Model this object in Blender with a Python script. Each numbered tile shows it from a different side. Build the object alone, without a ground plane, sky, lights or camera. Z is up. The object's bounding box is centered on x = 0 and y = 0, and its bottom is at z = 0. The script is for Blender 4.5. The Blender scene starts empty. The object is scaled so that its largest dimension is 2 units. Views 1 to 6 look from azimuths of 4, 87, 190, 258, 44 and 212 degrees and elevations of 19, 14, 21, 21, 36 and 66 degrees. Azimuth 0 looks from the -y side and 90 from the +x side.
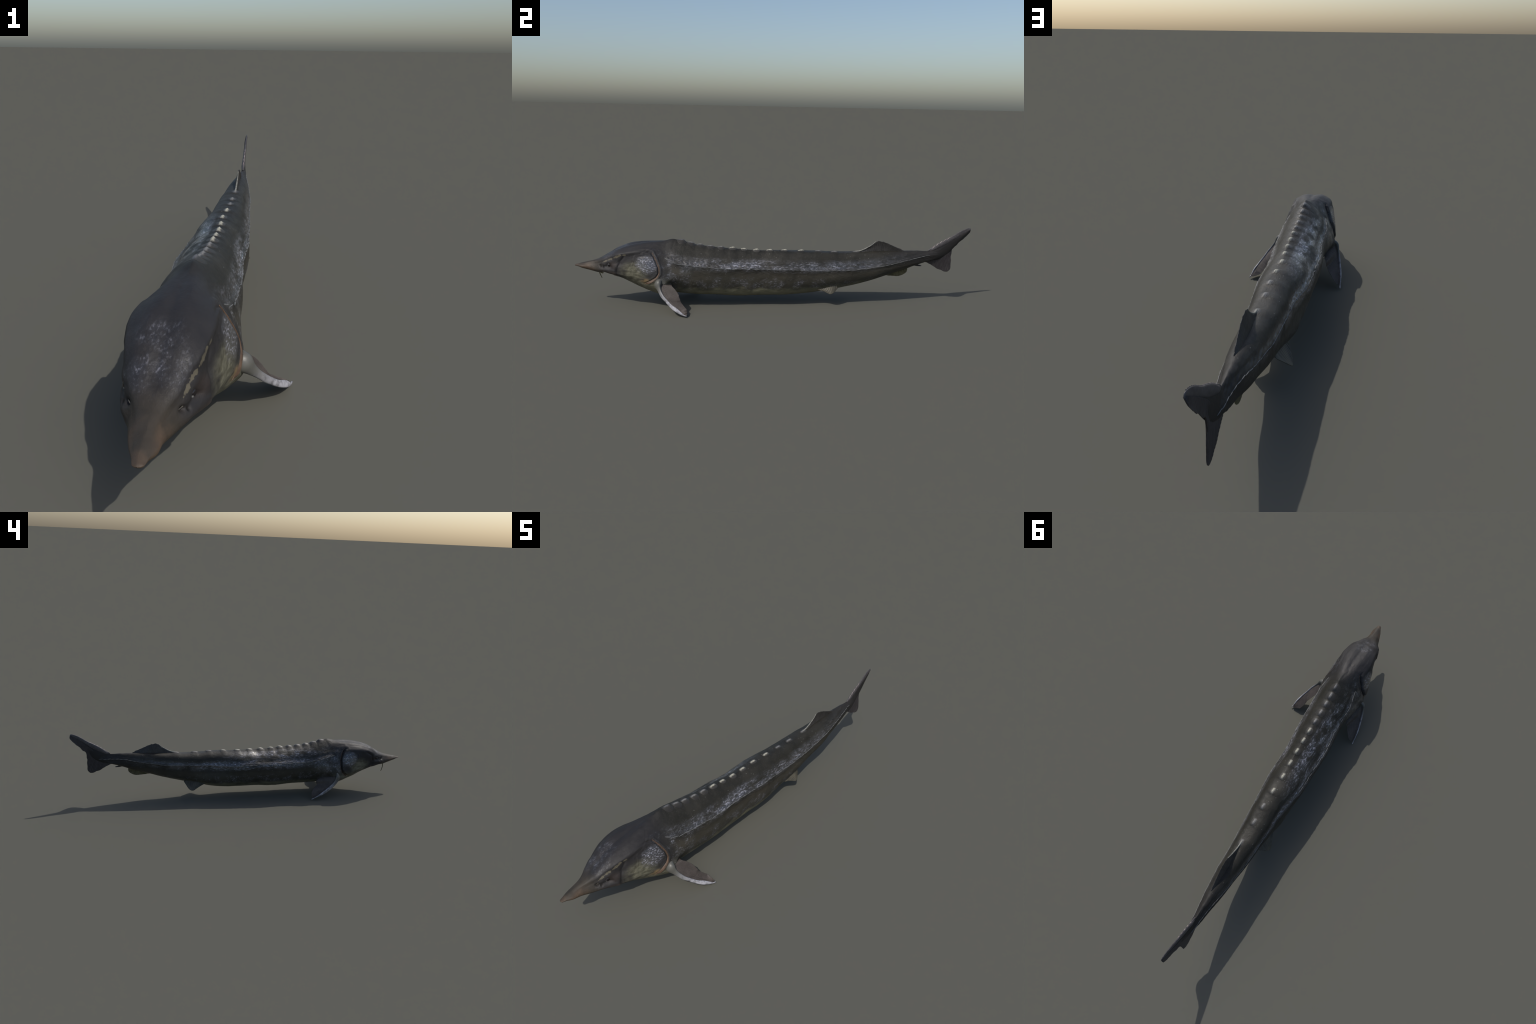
import bpy, math, random
import numpy as np
from mathutils import Vector, Matrix

random.seed(7)
RNG = np.random.default_rng(7)

# ------------------------------------------------------------------ body plan
# Stations from snout to tail: y, ridge x, keel x, ridge z, keel z,
# half width left, half width right, height of the widest line (0..1),
# superellipse exponent of the upper half, of the lower left, of the lower right.
STATIONS = [
    (-0.994, -0.026, -0.025, 0.2037, 0.1948, 0.0103, 0.0097, 0.53, 1.42, 2.29, 2.00),
    (-0.960, -0.027, -0.022, 0.2122, 0.1889, 0.0163, 0.0215, 0.45, 1.59, 2.19, 1.99),
    (-0.920, -0.026, -0.023, 0.2221, 0.1775, 0.0192, 0.0337, 0.37, 1.81, 2.08, 1.98),
    (-0.885, -0.027, -0.023, 0.2323, 0.1679, 0.0318, 0.0451, 0.29, 2.11, 1.98, 1.98),
    (-0.855, -0.029, -0.025, 0.2459, 0.1668, 0.0495, 0.0600, 0.26, 2.47, 1.89, 2.00),
    (-0.825, -0.033, -0.022, 0.2622, 0.1590, 0.0606, 0.0718, 0.21, 2.86, 1.81, 2.03),
    (-0.795, -0.038, -0.027, 0.2793, 0.1516, 0.0782, 0.0710, 0.21, 3.14, 1.76, 2.05),
    (-0.760, -0.043, -0.027, 0.2929, 0.1359, 0.0878, 0.0749, 0.24, 3.26, 1.78, 2.05),
    (-0.720, -0.042, -0.023, 0.3045, 0.1147, 0.0947, 0.0864, 0.30, 3.10, 1.88, 2.01),
    (-0.680, -0.034, -0.019, 0.3123, 0.0956, 0.0940, 0.1049, 0.32, 2.75, 1.96, 1.99),
    (-0.640, -0.028, -0.015, 0.3181, 0.0793, 0.0976, 0.1206, 0.32, 2.26, 2.00, 1.97),
    (-0.600, -0.028, -0.013, 0.3230, 0.0644, 0.1035, 0.1288, 0.29, 1.87, 1.99, 1.98),
    (-0.560, -0.029, -0.012, 0.3271, 0.0568, 0.1094, 0.1352, 0.25, 1.58, 1.97, 1.99),
    (-0.520, -0.026, -0.014, 0.3333, 0.0678, 0.0999, 0.1282, 0.32, 1.41, 1.92, 2.00),
    (-0.470, -0.027, -0.016, 0.3255, 0.0612, 0.0941, 0.1219, 0.41, 1.49, 1.97, 2.00),
    (-0.400, -0.026, -0.017, 0.3079, 0.0544, 0.0883, 0.1103, 0.50, 1.58, 2.19, 1.99),
    (-0.300, -0.025, -0.021, 0.2942, 0.0527, 0.0853, 0.1072, 0.53, 1.57, 2.58, 2.03),
    (-0.200, -0.024, -0.024, 0.2873, 0.0460, 0.0750, 0.1084, 0.65, 1.40, 2.85, 2.10),
    (-0.080, -0.024, -0.020, 0.2799, 0.0500, 0.0689, 0.1072, 0.65, 1.33, 2.85, 2.22),
    (0.050, -0.031, -0.023, 0.2772, 0.0489, 0.0767, 0.0987, 0.55, 1.77, 2.35, 2.22),
    (0.180, -0.026, -0.026, 0.2757, 0.0581, 0.0649, 0.0794, 0.42, 2.27, 1.81, 2.17),
    (0.300, -0.029, -0.018, 0.2708, 0.0793, 0.0545, 0.0745, 0.41, 2.37, 1.62, 2.08),
    (0.420, -0.030, -0.020, 0.2727, 0.1058, 0.0436, 0.0667, 0.43, 2.45, 1.62, 2.10),
    (0.540, -0.036, -0.026, 0.2770, 0.1415, 0.0437, 0.0504, 0.35, 2.38, 1.73, 2.08),
    (0.640, -0.037, -0.036, 0.2769, 0.1706, 0.0381, 0.0376, 0.35, 2.07, 1.82, 2.01),
    (0.720, -0.039, -0.040, 0.2783, 0.2003, 0.0289, 0.0236, 0.26, 1.86, 1.97, 2.00),
    (0.800, -0.038, -0.047, 0.2807, 0.2247, 0.0196, 0.0087, 0.15, 1.74, 2.13, 2.00),
    (0.840, -0.038, -0.042, 0.2970, 0.2310, 0.0115, 0.0075, 0.35, 1.80, 2.10, 2.00),
    (0.870, -0.038, -0.042, 0.3130, 0.2460, 0.0065, 0.0060, 0.45, 1.90, 2.00, 2.00),
    (0.910, -0.038, -0.041, 0.3380, 0.2850, 0.0045, 0.0045, 0.50, 2.00, 2.00, 2.00),
    (0.950, -0.038, -0.039, 0.3620, 0.3340, 0.0035, 0.0035, 0.50, 2.00, 2.00, 2.00),
    (0.985, -0.037, -0.038, 0.3850, 0.3720, 0.0025, 0.0025, 0.50, 2.00, 2.00, 2.00),
]
ST = np.array(STATIONS)
HALF = 144                       # quads from ridge to keel on one side

# gill slits, cheek folds and the lateral lines as (y, z) lines on each side
GILL = {1: [(-.690, .286), (-.673, .288), (-.639, .286), (-.613, .276), (-.602, .258), (-.593, .242),
            (-.579, .208), (-.577, .185), (-.589, .166), (-.612, .151), (-.645, .134)],
        -1: [(-.660, .299), (-.649, .297), (-.615, .287), (-.599, .266), (-.587, .228), (-.590, .183),
             (-.603, .155), (-.633, .132)]}
CHEEK = {1: [(-.731, .270), (-.743, .261), (-.763, .237), (-.774, .210), (-.780, .190), (-.780, .162)],
         -1: [(-.735, .272), (-.760, .262), (-.790, .243), (-.796, .211), (-.796, .170)]}
PLATE = {1: [(-.680, .280), (-.697, .260), (-.699, .240), (-.692, .222), (-.676, .203), (-.655, .184), (-.630, .165)],
         -1: [(-.680, .280), (-.697, .260), (-.699, .240), (-.692, .222), (-.676, .203), (-.655, .184), (-.630, .165)]}
LATERAL = {1: [(-.545, .252), (-.521, .240), (-.500, .231), (-.477, .226), (-.409, .217), (-.321, .207), (-.230, .201),
               (-.140, .200), (0, .197), (.072, .196), (.250, .188), (.408, .190), (.539, .207), (.672, .234),
               (.779, .257), (.800, .258)],
           -1: [(-.535, .252), (-.501, .243), (-.377, .222), (-.280, .218), (-.130, .215), (.016, .210), (.112, .207),
                (.301, .211), (.463, .214), (.575, .229), (.664, .243), (.732, .251), (.800, .249), (.835, .249)]}
# dorsal scutes: y, half length, half width, height, paleness
SCUTES = [(-.470, .026, .036, .0062, 0), (-.424, .022, .031, .0058, 1), (-.378, .021, .027, .0054, 1),
          (-.327, .021, .024, .0052, 1), (-.275, .020, .022, .0050, 1), (-.218, .020, .023, .0048, 2),
          (-.163, .019, .020, .0046, 2), (-.099, .021, .021, .0045, 2), (-.031, .020, .018, .0042, 2),
          (.043, .020, .016, .0040, 2), (.127, .020, .014, .0036, 2), (.213, .020, .013, .0028, 1),
          (.299, .021, .015, .0032, 1), (.408, .024, .013, .0040, 1)]


def hermite(col, yq):
    """Smooth interpolation of one station column."""
    Y, V = ST[:, 0], ST[:, col]
    i = np.clip(np.searchsorted(Y, yq) - 1, 0, len(Y) - 2)
    h = Y[i + 1] - Y[i]
    t = (yq - Y[i]) / h
    w, d = np.diff(Y), np.diff(V) / np.diff(Y)
    m = np.zeros_like(V)
    m[1:-1] = (d[:-1] * w[1:] + d[1:] * w[:-1]) / (w[1:] + w[:-1])
    m[0], m[-1] = d[0], d[-1]
    return ((2 * t**3 - 3 * t**2 + 1) * V[i] + (t**3 - 2 * t**2 + t) * h * m[i]
            + (-2 * t**3 + 3 * t**2) * V[i + 1] + (t**3 - t**2) * h * m[i + 1])


def lattice(n):
    return RNG.random((n, n, n)).astype(np.float32)


LAT = lattice(32)


def noise3(p, scale):
    """Value noise in -1..1 at points p (N,3); scale may be a 3-vector."""
    q = p * np.asarray(scale) + 100.0
    i = np.floor(q).astype(int)
    f = q - i
    f = f * f * (3 - 2 * f)
    i &= 31
    j = (i + 1) & 31
    out = 0
    for a in (0, 1):
        for b in (0, 1):
            for c in (0, 1):
                w = (f[..., 0] if a else 1 - f[..., 0]) * (f[..., 1] if b else 1 - f[..., 1]) * (f[..., 2] if c else 1 - f[..., 2])
                out = out + w * LAT[(j if a else i)[..., 0], (j if b else i)[..., 1], (j if c else i)[..., 2]]
    return out * 2 - 1


def polydist(y, z, line):
    """Distance to a (y,z) polyline, sign (+ behind it, towards the tail) and position 0..1 along it."""
    L = np.array(line)
    seg = np.linalg.norm(np.diff(L, axis=0), axis=1)
    cum = np.concatenate([[0], np.cumsum(seg)]) / seg.sum()
    best = np.full(y.shape, 9.0)
    sgn = np.ones(y.shape)
    par = np.zeros(y.shape)
    for k in range(len(L) - 1):
        a, b = L[k], L[k + 1]
        d = b - a
        t = np.clip(((y - a[0]) * d[0] + (z - a[1]) * d[1]) / (d @ d), 0, 1)
        dy, dz = y - a[0] - t * d[0], z - a[1] - t * d[1]
        r = np.hypot(dy, dz)
        s = np.sign(d[0] * dz - d[1] * dy)
        m = r < best
        best, sgn, par = np.where(m, r, best), np.where(m, s, sgn), np.where(m, cum[k] + t * (cum[k + 1] - cum[k]), par)
    return best, sgn, par


def smooth(a, b, x):
    t = np.clip((x - a) / (b - a), 0, 1)
    return t * t * (3 - 2 * t)


def gauss(x, w):
    return np.exp(-(x / w) ** 2)


# ------------------------------------------------------------------ body grid
rows = np.concatenate([np.arange(-.994, -.44, .0015), np.arange(-.44, .985, .003)])
cap = [(-1.0005, .12), (-.9998, .40), (-.9985, .64), (-.9968, .85), (-.9952, .96)]
cols = 2 * HALF


def base_section(y):
    xt, xb, zt, zb, wl, wr, f, eu, el, er = [hermite(k, np.array([y]))[0] for k in range(1, 11)]
    zm = zb + f * (zt - zb)
    th = np.linspace(0, math.pi, 500)
    s, c = np.sin(th), np.cos(th)
    hh = np.where(c >= 0, zt - zm, zm - zb)
    out = []
    for w, lo in ((wl, el), (-wr, er)):
        e = np.where(c >= 0, eu, lo)
        z = zm + hh * np.sign(c) * np.abs(c) ** (2 / e)
        ax = xb + (xt - xb) * (z - zb) / (zt - zb)
        x = ax + w * np.abs(s) ** (2 / e)
        d = np.concatenate([[0], np.cumsum(np.hypot(np.diff(x), np.diff(z)))])
        g = np.linspace(0, d[-1], HALF + 1)
        out.append(np.stack([np.interp(g, d, x), np.full(HALF + 1, y), np.interp(g, d, z)], 1))
    return np.concatenate([out[0][:-1], out[1][:0:-1]])


X = np.array([base_section(y) for y in rows])
tip = X[0].copy()
mid = np.array([-.026, 0, .1995])
front = []
for yy, k in cap:
    r = mid + (tip - mid) * k
    r[:, 1] = yy
    front.append(r)
X = np.concatenate([np.array(front), X])
R = len(X)


def grid_normals(X):
    du = np.gradient(X, axis=0)
    dv = (np.roll(X, -1, 1) - np.roll(X, 1, 1))
    n = np.cross(du, dv)
    n /= np.linalg.norm(n, axis=2, keepdims=True) + 1e-12
    return n


N0 = grid_normals(X)
cen = X.mean(1, keepdims=True)
if ((X - cen) * N0).sum() < 0:
    N0 = -N0
y, z = X[..., 1], X[..., 2]
colid = np.arange(cols)
side = np.where(colid <= HALF, 1, -1)[None, :] * np.ones((R, 1), int)
zt = hermite(3, np.clip(y, ST[0, 0], ST[-1, 0]))
zb = hermite(4, np.clip(y, ST[0, 0], ST[-1, 0]))
rel = np.clip((z - zb) / (zt - zb), 0, 1)              # 0 keel, 1 ridge
arc = np.minimum(colid, cols - colid) / HALF             # 0 ridge, 1 keel
arc = np.broadcast_to(arc, y.shape)
D = np.zeros(y.shape)

for s in (1, -1):
    on = (side == s) * smooth(.25, .65, np.abs(N0[..., 0])) * np.where(side > 0, smooth(.305, .292, z), smooth(.300, .278, z))
    d, sg, t = polydist(y, z, GILL[s])
    fade = smooth(0, .22, t) * (1 - .6 * smooth(.93, 1, t)) * on
    sd = d * sg
    deep, wide, off, lift = (.0045, .0028, .0010, .0016) if s > 0 else (.0120, .0050, .0050, .0030)
    D += fade * (lift * np.exp(-np.clip(-sd, 0, 1) / .022) * (sd < 0) + lift * gauss(sd, .003) * (sd >= 0)) * (d < .08)
    D -= fade * deep * gauss(sd - off, wide)
    if s < 0:
        D -= fade * .0045 * gauss(sd - .016, .014) * (sd > 0)
    else:
        D += fade * .0020 * gauss(sd - .0130, .005)
    # cheek fold behind the eye
    d, sg, t = polydist(y, z, CHEEK[s])
    D -= on * (.0020 if s > 0 else .004) * (1 + .5 * noise3(X, (60, 60, 60))) * gauss(d, .0050) * smooth(-.02, .25, t)
    D += on * .0014 * gauss(d * sg + .012, .010) * smooth(0, .25, t)
    # margin of the bony gill plate
    d, sg, t = polydist(y, z, PLATE[s])
    D += on * .0020 * smooth(-.004, .004, d * sg) * np.exp(-np.clip(d * sg, 0, 1) / .05) * (d < .08) * smooth(0, .2, t) * (1 - smooth(.75, 1, t))
    # eye socket and nostril pits
    ey, ez = (-.824, .211) if s > 0 else (-.826, .222)
    D -= on * .0050 * gauss(np.hypot(y - ey, (z - ez) * 1.25), .0125)
    D += on * .0022 * gauss(np.hypot(y - ey, (z - ez - .016) * 1.8), .016)
    D -= on * .0034 * gauss(z - (ez - .006), .0065) * smooth(-.880, -.862, y) * (1 - smooth(-.815, -.800, y))
    D += on * .0030 * gauss(z - (ez - .024), .0085) * smooth(-.885, -.860, y) * (1 - smooth(-.800, -.780, y))
    for ny, nz, dp, wd in ((-.864, .206 if s > 0 else .214, .0085, .0052), (-.851, .199 if s > 0 else .206, .0040, .0045)):
        D -= on * dp * gauss(np.hypot(y - ny, z - nz), wd)

# long shallow furrows and bosses of the skull roof
roof = smooth(-.92, -.84, y) * (1 - smooth(-.56, -.50, y)) * smooth(.70, .86, rel)
xr = X[..., 0] + .033
D += roof * (-.0022 * gauss(xr, .010) + .0016 * gauss(np.abs(xr) - .030, .014) - .0014 * gauss(np.abs(xr) - .056, .008))
D += roof * (.0012 * noise3(X, (22, 9, 22)) + .0006 * noise3(X, (120, 26, 60)))
for s in (1, -1):
    oy, oz = -.690, .262
    ang, rr = np.arctan2(z - oz, y - oy), np.hypot(y - oy, z - oz)
    pl = (side == s) * smooth(.25, .6, np.abs(N0[..., 0])) * smooth(.012, .03, rr) * (1 - smooth(.085, .115, rr)) * (np.cos(ang + .75) > .2)
    D += pl * .0007 * noise3(np.stack([ang * 1.0, rr, ang * 0 + s], -1), (9, 30, 1))
# nape hump in front of the first scute and its transverse crease
D += .0012 * gauss(y + .512, .018) * gauss(arc, .12)
D -= .0006 * gauss(y + .499 + .10 * arc, .007) * (1 - smooth(.06, .24, arc))
# slightly hollowed back between the dorsal scutes
back = smooth(-.50, -.46, y) * (1 - smooth(.40, .46, y))
dip = np.ones(y.shape)
for sy, hl, hw, hh, pal in SCUTES:
    dip = np.minimum(dip, smooth(hl * .5, hl * 1.2, np.abs(y - sy)))
    D += .0012 * gauss(y - sy, hl) * gauss(arc, .22)
D -= .0018 * back * dip * gauss(arc, .10)
# creases running down from the scutes, strongest on the right shoulder
crease = smooth(-.49, -.44, y) * (1 - smooth(-.10, .05, y)) * smooth(.08, .16, arc) * (1 - smooth(.38, .50, arc))
wob = noise3(X, (14, 14, 14)) * .9
lump = np.clip(noise3(X, (16, 9, 16)) * 1.6, 0, 1)
wr = noise3(X + .02 * noise3(X, (20, 20, 20))[..., None], (9, 70, 9))
D += crease * lump * np.where(side < 0, .0014, .0004) * wr
# soft folds of the flank above the belly
fold = smooth(-.50, -.42, y) * (1 - smooth(-.12, .10, y)) * gauss(rel - .24, .14)
D += fold * .0022 * noise3(X, (20, 46, 12)) + fold * lump * .0015 * noise3(X, (12, 60, 8))
# fuller shoulders of the skull roof above the eyes
left, right = (side > 0) * 1.0, (side < 0) * 1.0
D -= left * .0050 * gauss(y + .775, .035) * gauss(rel - .60, .12)
D -= left * .0065 * gauss(y + .710, .050) * gauss(rel - .20, .14)
# the back is fuller to the right of the ridge than to the left
span = smooth(-.50, -.38, y) * (1 - smooth(.35, .50, y))
D += right * span * .0040 * gauss(arc - .20, .11) - left * span * .0030 * gauss(arc - .24, .11)
# right flank swells low down ahead of the vent and behind the shoulder
D += right * .0100 * gauss(y - .20, .09) * gauss(rel - .28, .22)
D += right * .0045 * gauss(y + .18, .16) * gauss(rel - .42, .22)
D -= right * .0045 * gauss(y + .38, .10) * gauss(rel - .40, .26)
# deeper underside of the snout
D += .0042 * smooth(-.985, -.955, y) * (1 - smooth(-.88, -.83, y)) * smooth(.75, .25, rel)
# ridge along the lateral lines
for s in (1, -1):
    L = np.array(LATERAL[s])
    lz = np.interp(y, L[:, 0], L[:, 1])
    on = (side == s) * smooth(L[0, 0] - .01, L[0, 0] + .03, y) * (1 - smooth(.80, .86, y))
    D += on * (.0022 * gauss(z - lz, .0085) - .0012 * gauss(z - lz - .016, .007))
    # diamond skin relief beside the line
    sk = np.stack([X[..., 0], y + (z - lz) * .9, z], -1)
    D += on * .0009 * noise3(sk, (40, 85, 160)) * gauss(z - lz - .004, .035)
# armpit hollow behind each pectoral fin
D -= .0085 * gauss(np.hypot((y + .505) / 1.5, z - .122), .020) * (side > 0) * (rel < .7)
D -= .0070 * gauss(np.hypot((y + .485) / 1.5, z - .128), .020) * (side < 0) * (rel < .7)
# gentle unevenness everywhere
body = smooth(-.97, -.88, y) * (1 - smooth(.78, .86, y))
D += body * (.0016 * noise3(X, (11, 8, 11)) + .0008 * noise3(X, (30, 22, 30)) + .00035 * noise3(X, (90, 70, 90)))
D += .0005 * (1 - smooth(-.92, -.86, y)) * noise3(X, (60, 60, 60))
X = X + N0 * D[..., None]
# the skull roof overhangs the cheeks as a squared ledge on both sides
ledge = gauss(y + .735, .105) * gauss(rel - .89, .085) * smooth(.03, .16, arc)
X[..., 0] += ledge * (left * .0125 - right * .0050)
NRM = grid_normals(X)
if ((X - X.mean(1, keepdims=True)) * NRM).sum() < 0:
    NRM = -NRM


def on_side(s, y, z):
    """Point and outward normal of the finished skin on side s at (y, z)."""
    fr = np.interp(y, X[:, 0, 1] * 0 + X[:, :, 1].mean(1), np.arange(R))
    c0, c1 = (4, HALF - 4) if s > 0 else (HALF + 4, cols - 4)
    pts, nrm = [], []
    for r in (int(fr), min(int(fr) + 1, R - 1)):
        zz = X[r, c0:c1, 2]
        k = int(np.argmin(np.abs(zz - z) + (np.abs(NRM[r, c0:c1, 0]) < .1) * .02)) + c0
        pts.append(X[r, k] + np.array([0, 0, 0]))
        nrm.append(NRM[r, k])
    f = fr - int(fr)
    n = nrm[0] * (1 - f) + nrm[1] * f
    return pts[0] * (1 - f) + pts[1] * f, n / np.linalg.norm(n)


def on_back(y, a):
    """Point and normal at signed distance a (m, + is left) from the ridge along the skin."""
    fr = np.interp(y, X[:, :, 1].mean(1), np.arange(R))
    P, M = 0, 0
    for r, w in ((int(fr), 1 - fr % 1), (min(int(fr) + 1, R - 1), fr % 1)):
        idx = np.arange(0, HALF) if a >= 0 else (-np.arange(0, HALF)) % cols
        c = X[r, idx]
        g = np.concatenate([[0], np.cumsum(np.linalg.norm(np.diff(c, axis=0), axis=1))])
        k = np.interp(abs(a), g, np.arange(HALF))
        k0 = min(int(k), HALF - 2)
        q = k - k0
        P = P + w * (c[k0] * (1 - q) + c[k0 + 1] * q)
        M = M + w * (NRM[r, idx[k0]] * (1 - q) + NRM[r, idx[k0 + 1]] * q)
    return P, M / np.linalg.norm(M)


# ------------------------------------------------------------------ materials
class Tree:
    def __init__(self, name):
        self.mat = bpy.data.materials.new(name)
        self.mat.use_nodes = True
        self.t = self.mat.node_tree
        self.bsdf = self.t.nodes["Principled BSDF"]
        tc = self.t.nodes.new("ShaderNodeTexCoord")
        self.co = tc.outputs["Object"]
        sp = self.t.nodes.new("ShaderNodeSeparateXYZ")
        self.t.links.new(self.co, sp.inputs[0])
        self.x, self.y, self.z = sp.outputs

    def put(self, sock, v):
        if isinstance(v, bpy.types.NodeSocket):
            self.t.links.new(v, sock)
        elif isinstance(v, tuple) and len(v) == 3 and sock.type == "RGBA":
            sock.default_value = (*v, 1)
        else:
            sock.default_value = v

    def m(self, op, a, b=0.0, c=0.0):
        n = self.t.nodes.new("ShaderNodeMath")
        n.operation = op
        for i, v in enumerate((a, b, c)):
            self.put(n.inputs[i], v)
        return n.outputs[0]

    def mul(self, *a):
        r = a[0]
        for b in a[1:]:
            r = self.m("MULTIPLY", r, b)
        return r

    def step(self, v, lo, hi, a=0.0, b=1.0):
        n = self.t.nodes.new("ShaderNodeMapRange")
        n.interpolation_type = "SMOOTHSTEP"
        self.put(n.inputs["Value"], v)
        for k, q in (("From Min", lo), ("From Max", hi), ("To Min", a), ("To Max", b)):
            self.put(n.inputs[k], q)
        return n.outputs[0]

    def bump_at(self, v, c, w):
        """1 at v = c, falling smoothly to 0 at distance w."""
        d = self.m("ABSOLUTE", self.m("SUBTRACT", v, c))
        return self.step(d, 0.0, w, 1.0, 0.0)

    def noise(self, scale, detail=3, stretch=(1, 1, 1), rot=(0, 0, 0), rough=.55, lo=.0, hi=1., dist=0.):
        mp = self.t.nodes.new("ShaderNodeMapping")
        mp.inputs["Scale"].default_value = stretch
        mp.inputs["Rotation"].default_value = rot
        self.t.links.new(self.co, mp.inputs[0])
        n = self.t.nodes.new("ShaderNodeTexNoise")
        self.t.links.new(mp.outputs[0], n.inputs["Vector"])
        n.inputs["Scale"].default_value, n.inputs["Detail"].default_value, n.inputs["Roughness"].default_value = scale, detail, rough
        n.inputs["Distortion"].default_value = dist
        return self.step(n.outputs["Fac"], lo, hi) if (lo, hi) != (0., 1.) else n.outputs["Fac"]

    def specks(self, scale, size, rand=1.0):
        v = self.t.nodes.new("ShaderNodeTexVoronoi")
        self.t.links.new(self.co, v.inputs["Vector"])
        v.inputs["Scale"].default_value = scale
        v.inputs["Randomness"].default_value = rand
        return self.step(v.outputs["Distance"], size * .6, size, 1.0, 0.0)

    def mix(self, f, a, b):
        n = self.t.nodes.new("ShaderNodeMix")
        n.data_type = "RGBA"
        self.put(n.inputs["Factor"], f)
        self.put([s for s in n.inputs if s.name == "A" and s.type == "RGBA"][0], a)
        self.put([s for s in n.inputs if s.name == "B" and s.type == "RGBA"][0], b)
        return [s for s in n.outputs if s.type == "RGBA"][0]

    def curve(self, v, pts, lo, hi):
        """Piecewise curve through (position, value) pairs; values lie in 0..1."""
        r = self.t.nodes.new("ShaderNodeFloatCurve")
        u = self.m("DIVIDE", self.m("SUBTRACT", v, lo), hi - lo)
        self.t.links.new(u, r.inputs["Value"])
        c = r.mapping.curves[0]
        for i, (p, q) in enumerate(pts):
            if i < 2:
                c.points[i].location = ((p - lo) / (hi - lo), q)
            else:
                c.points.new((p - lo) / (hi - lo), q)
        r.mapping.update()
        return r.outputs[0]

    def near_line(self, pts):
        """Distance from the shaded point to a 3D polyline."""
        best = None
        for a, b in zip(pts[:-1], pts[1:]):
            a, b = Vector(a), Vector(b)
            ab = b - a
            n1 = self.t.nodes.new("ShaderNodeVectorMath"); n1.operation = "SUBTRACT"
            self.t.links.new(self.co, n1.inputs[0]); n1.inputs[1].default_value = a
            n2 = self.t.nodes.new("ShaderNodeVectorMath"); n2.operation = "DOT_PRODUCT"
            self.t.links.new(n1.outputs[0], n2.inputs[0]); n2.inputs[1].default_value = ab / ab.dot(ab)
            t = self.m("MINIMUM", self.m("MAXIMUM", n2.outputs["Value"], 0.0), 1.0)
            n3 = self.t.nodes.new("ShaderNodeVectorMath"); n3.operation = "SCALE"
            n3.inputs[0].default_value = ab; self.t.links.new(t, n3.inputs["Scale"])
            n4 = self.t.nodes.new("ShaderNodeVectorMath"); n4.operation = "DISTANCE"
            self.t.links.new(n1.outputs[0], n4.inputs[0]); self.t.links.new(n3.outputs[0], n4.inputs[1])
            best = n4.outputs["Value"] if best is None else self.m("MINIMUM", best, n4.outputs["Value"])
        return best

    def ball(self, c, r, inner=.3):
        n = self.t.nodes.new("ShaderNodeVectorMath"); n.operation = "SUBTRACT"
        self.t.links.new(self.co, n.inputs[0]); n.inputs[1].default_value = c
        k = self.t.nodes.new("ShaderNodeVectorMath"); k.operation = "DIVIDE"
        self.t.links.new(n.outputs[0], k.inputs[0]); k.inputs[1].default_value = r
        l = self.t.nodes.new("ShaderNodeVectorMath"); l.operation = "LENGTH"
        self.t.links.new(k.outputs[0], l.inputs[0])
        return self.step(l.outputs["Value"], inner, 1.0, 1.0, 0.0)

    def finish(self, color, rough=.5, spec=.4, bumps=()):
        self.put(self.bsdf.inputs["Base Color"], color)
        self.put(self.bsdf.inputs["Roughness"], rough)
        self.put(self.bsdf.inputs["Specular IOR Level"], spec)
        nrm = None
        for h, dist, st in bumps:
            b = self.t.nodes.new("ShaderNodeBump")
            b.inputs["Distance"].default_value, b.inputs["Strength"].default_value = dist, st
            self.t.links.new(h, b.inputs["Height"])
            if nrm is not None:
                self.t.links.new(nrm, b.inputs["Normal"])
            nrm = b.outputs[0]
        if nrm is not None:
            self.t.links.new(nrm, self.bsdf.inputs["Normal"])
            self.t.links.new(nrm, self.bsdf.inputs["Coat Normal"])
        return self.mat


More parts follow.
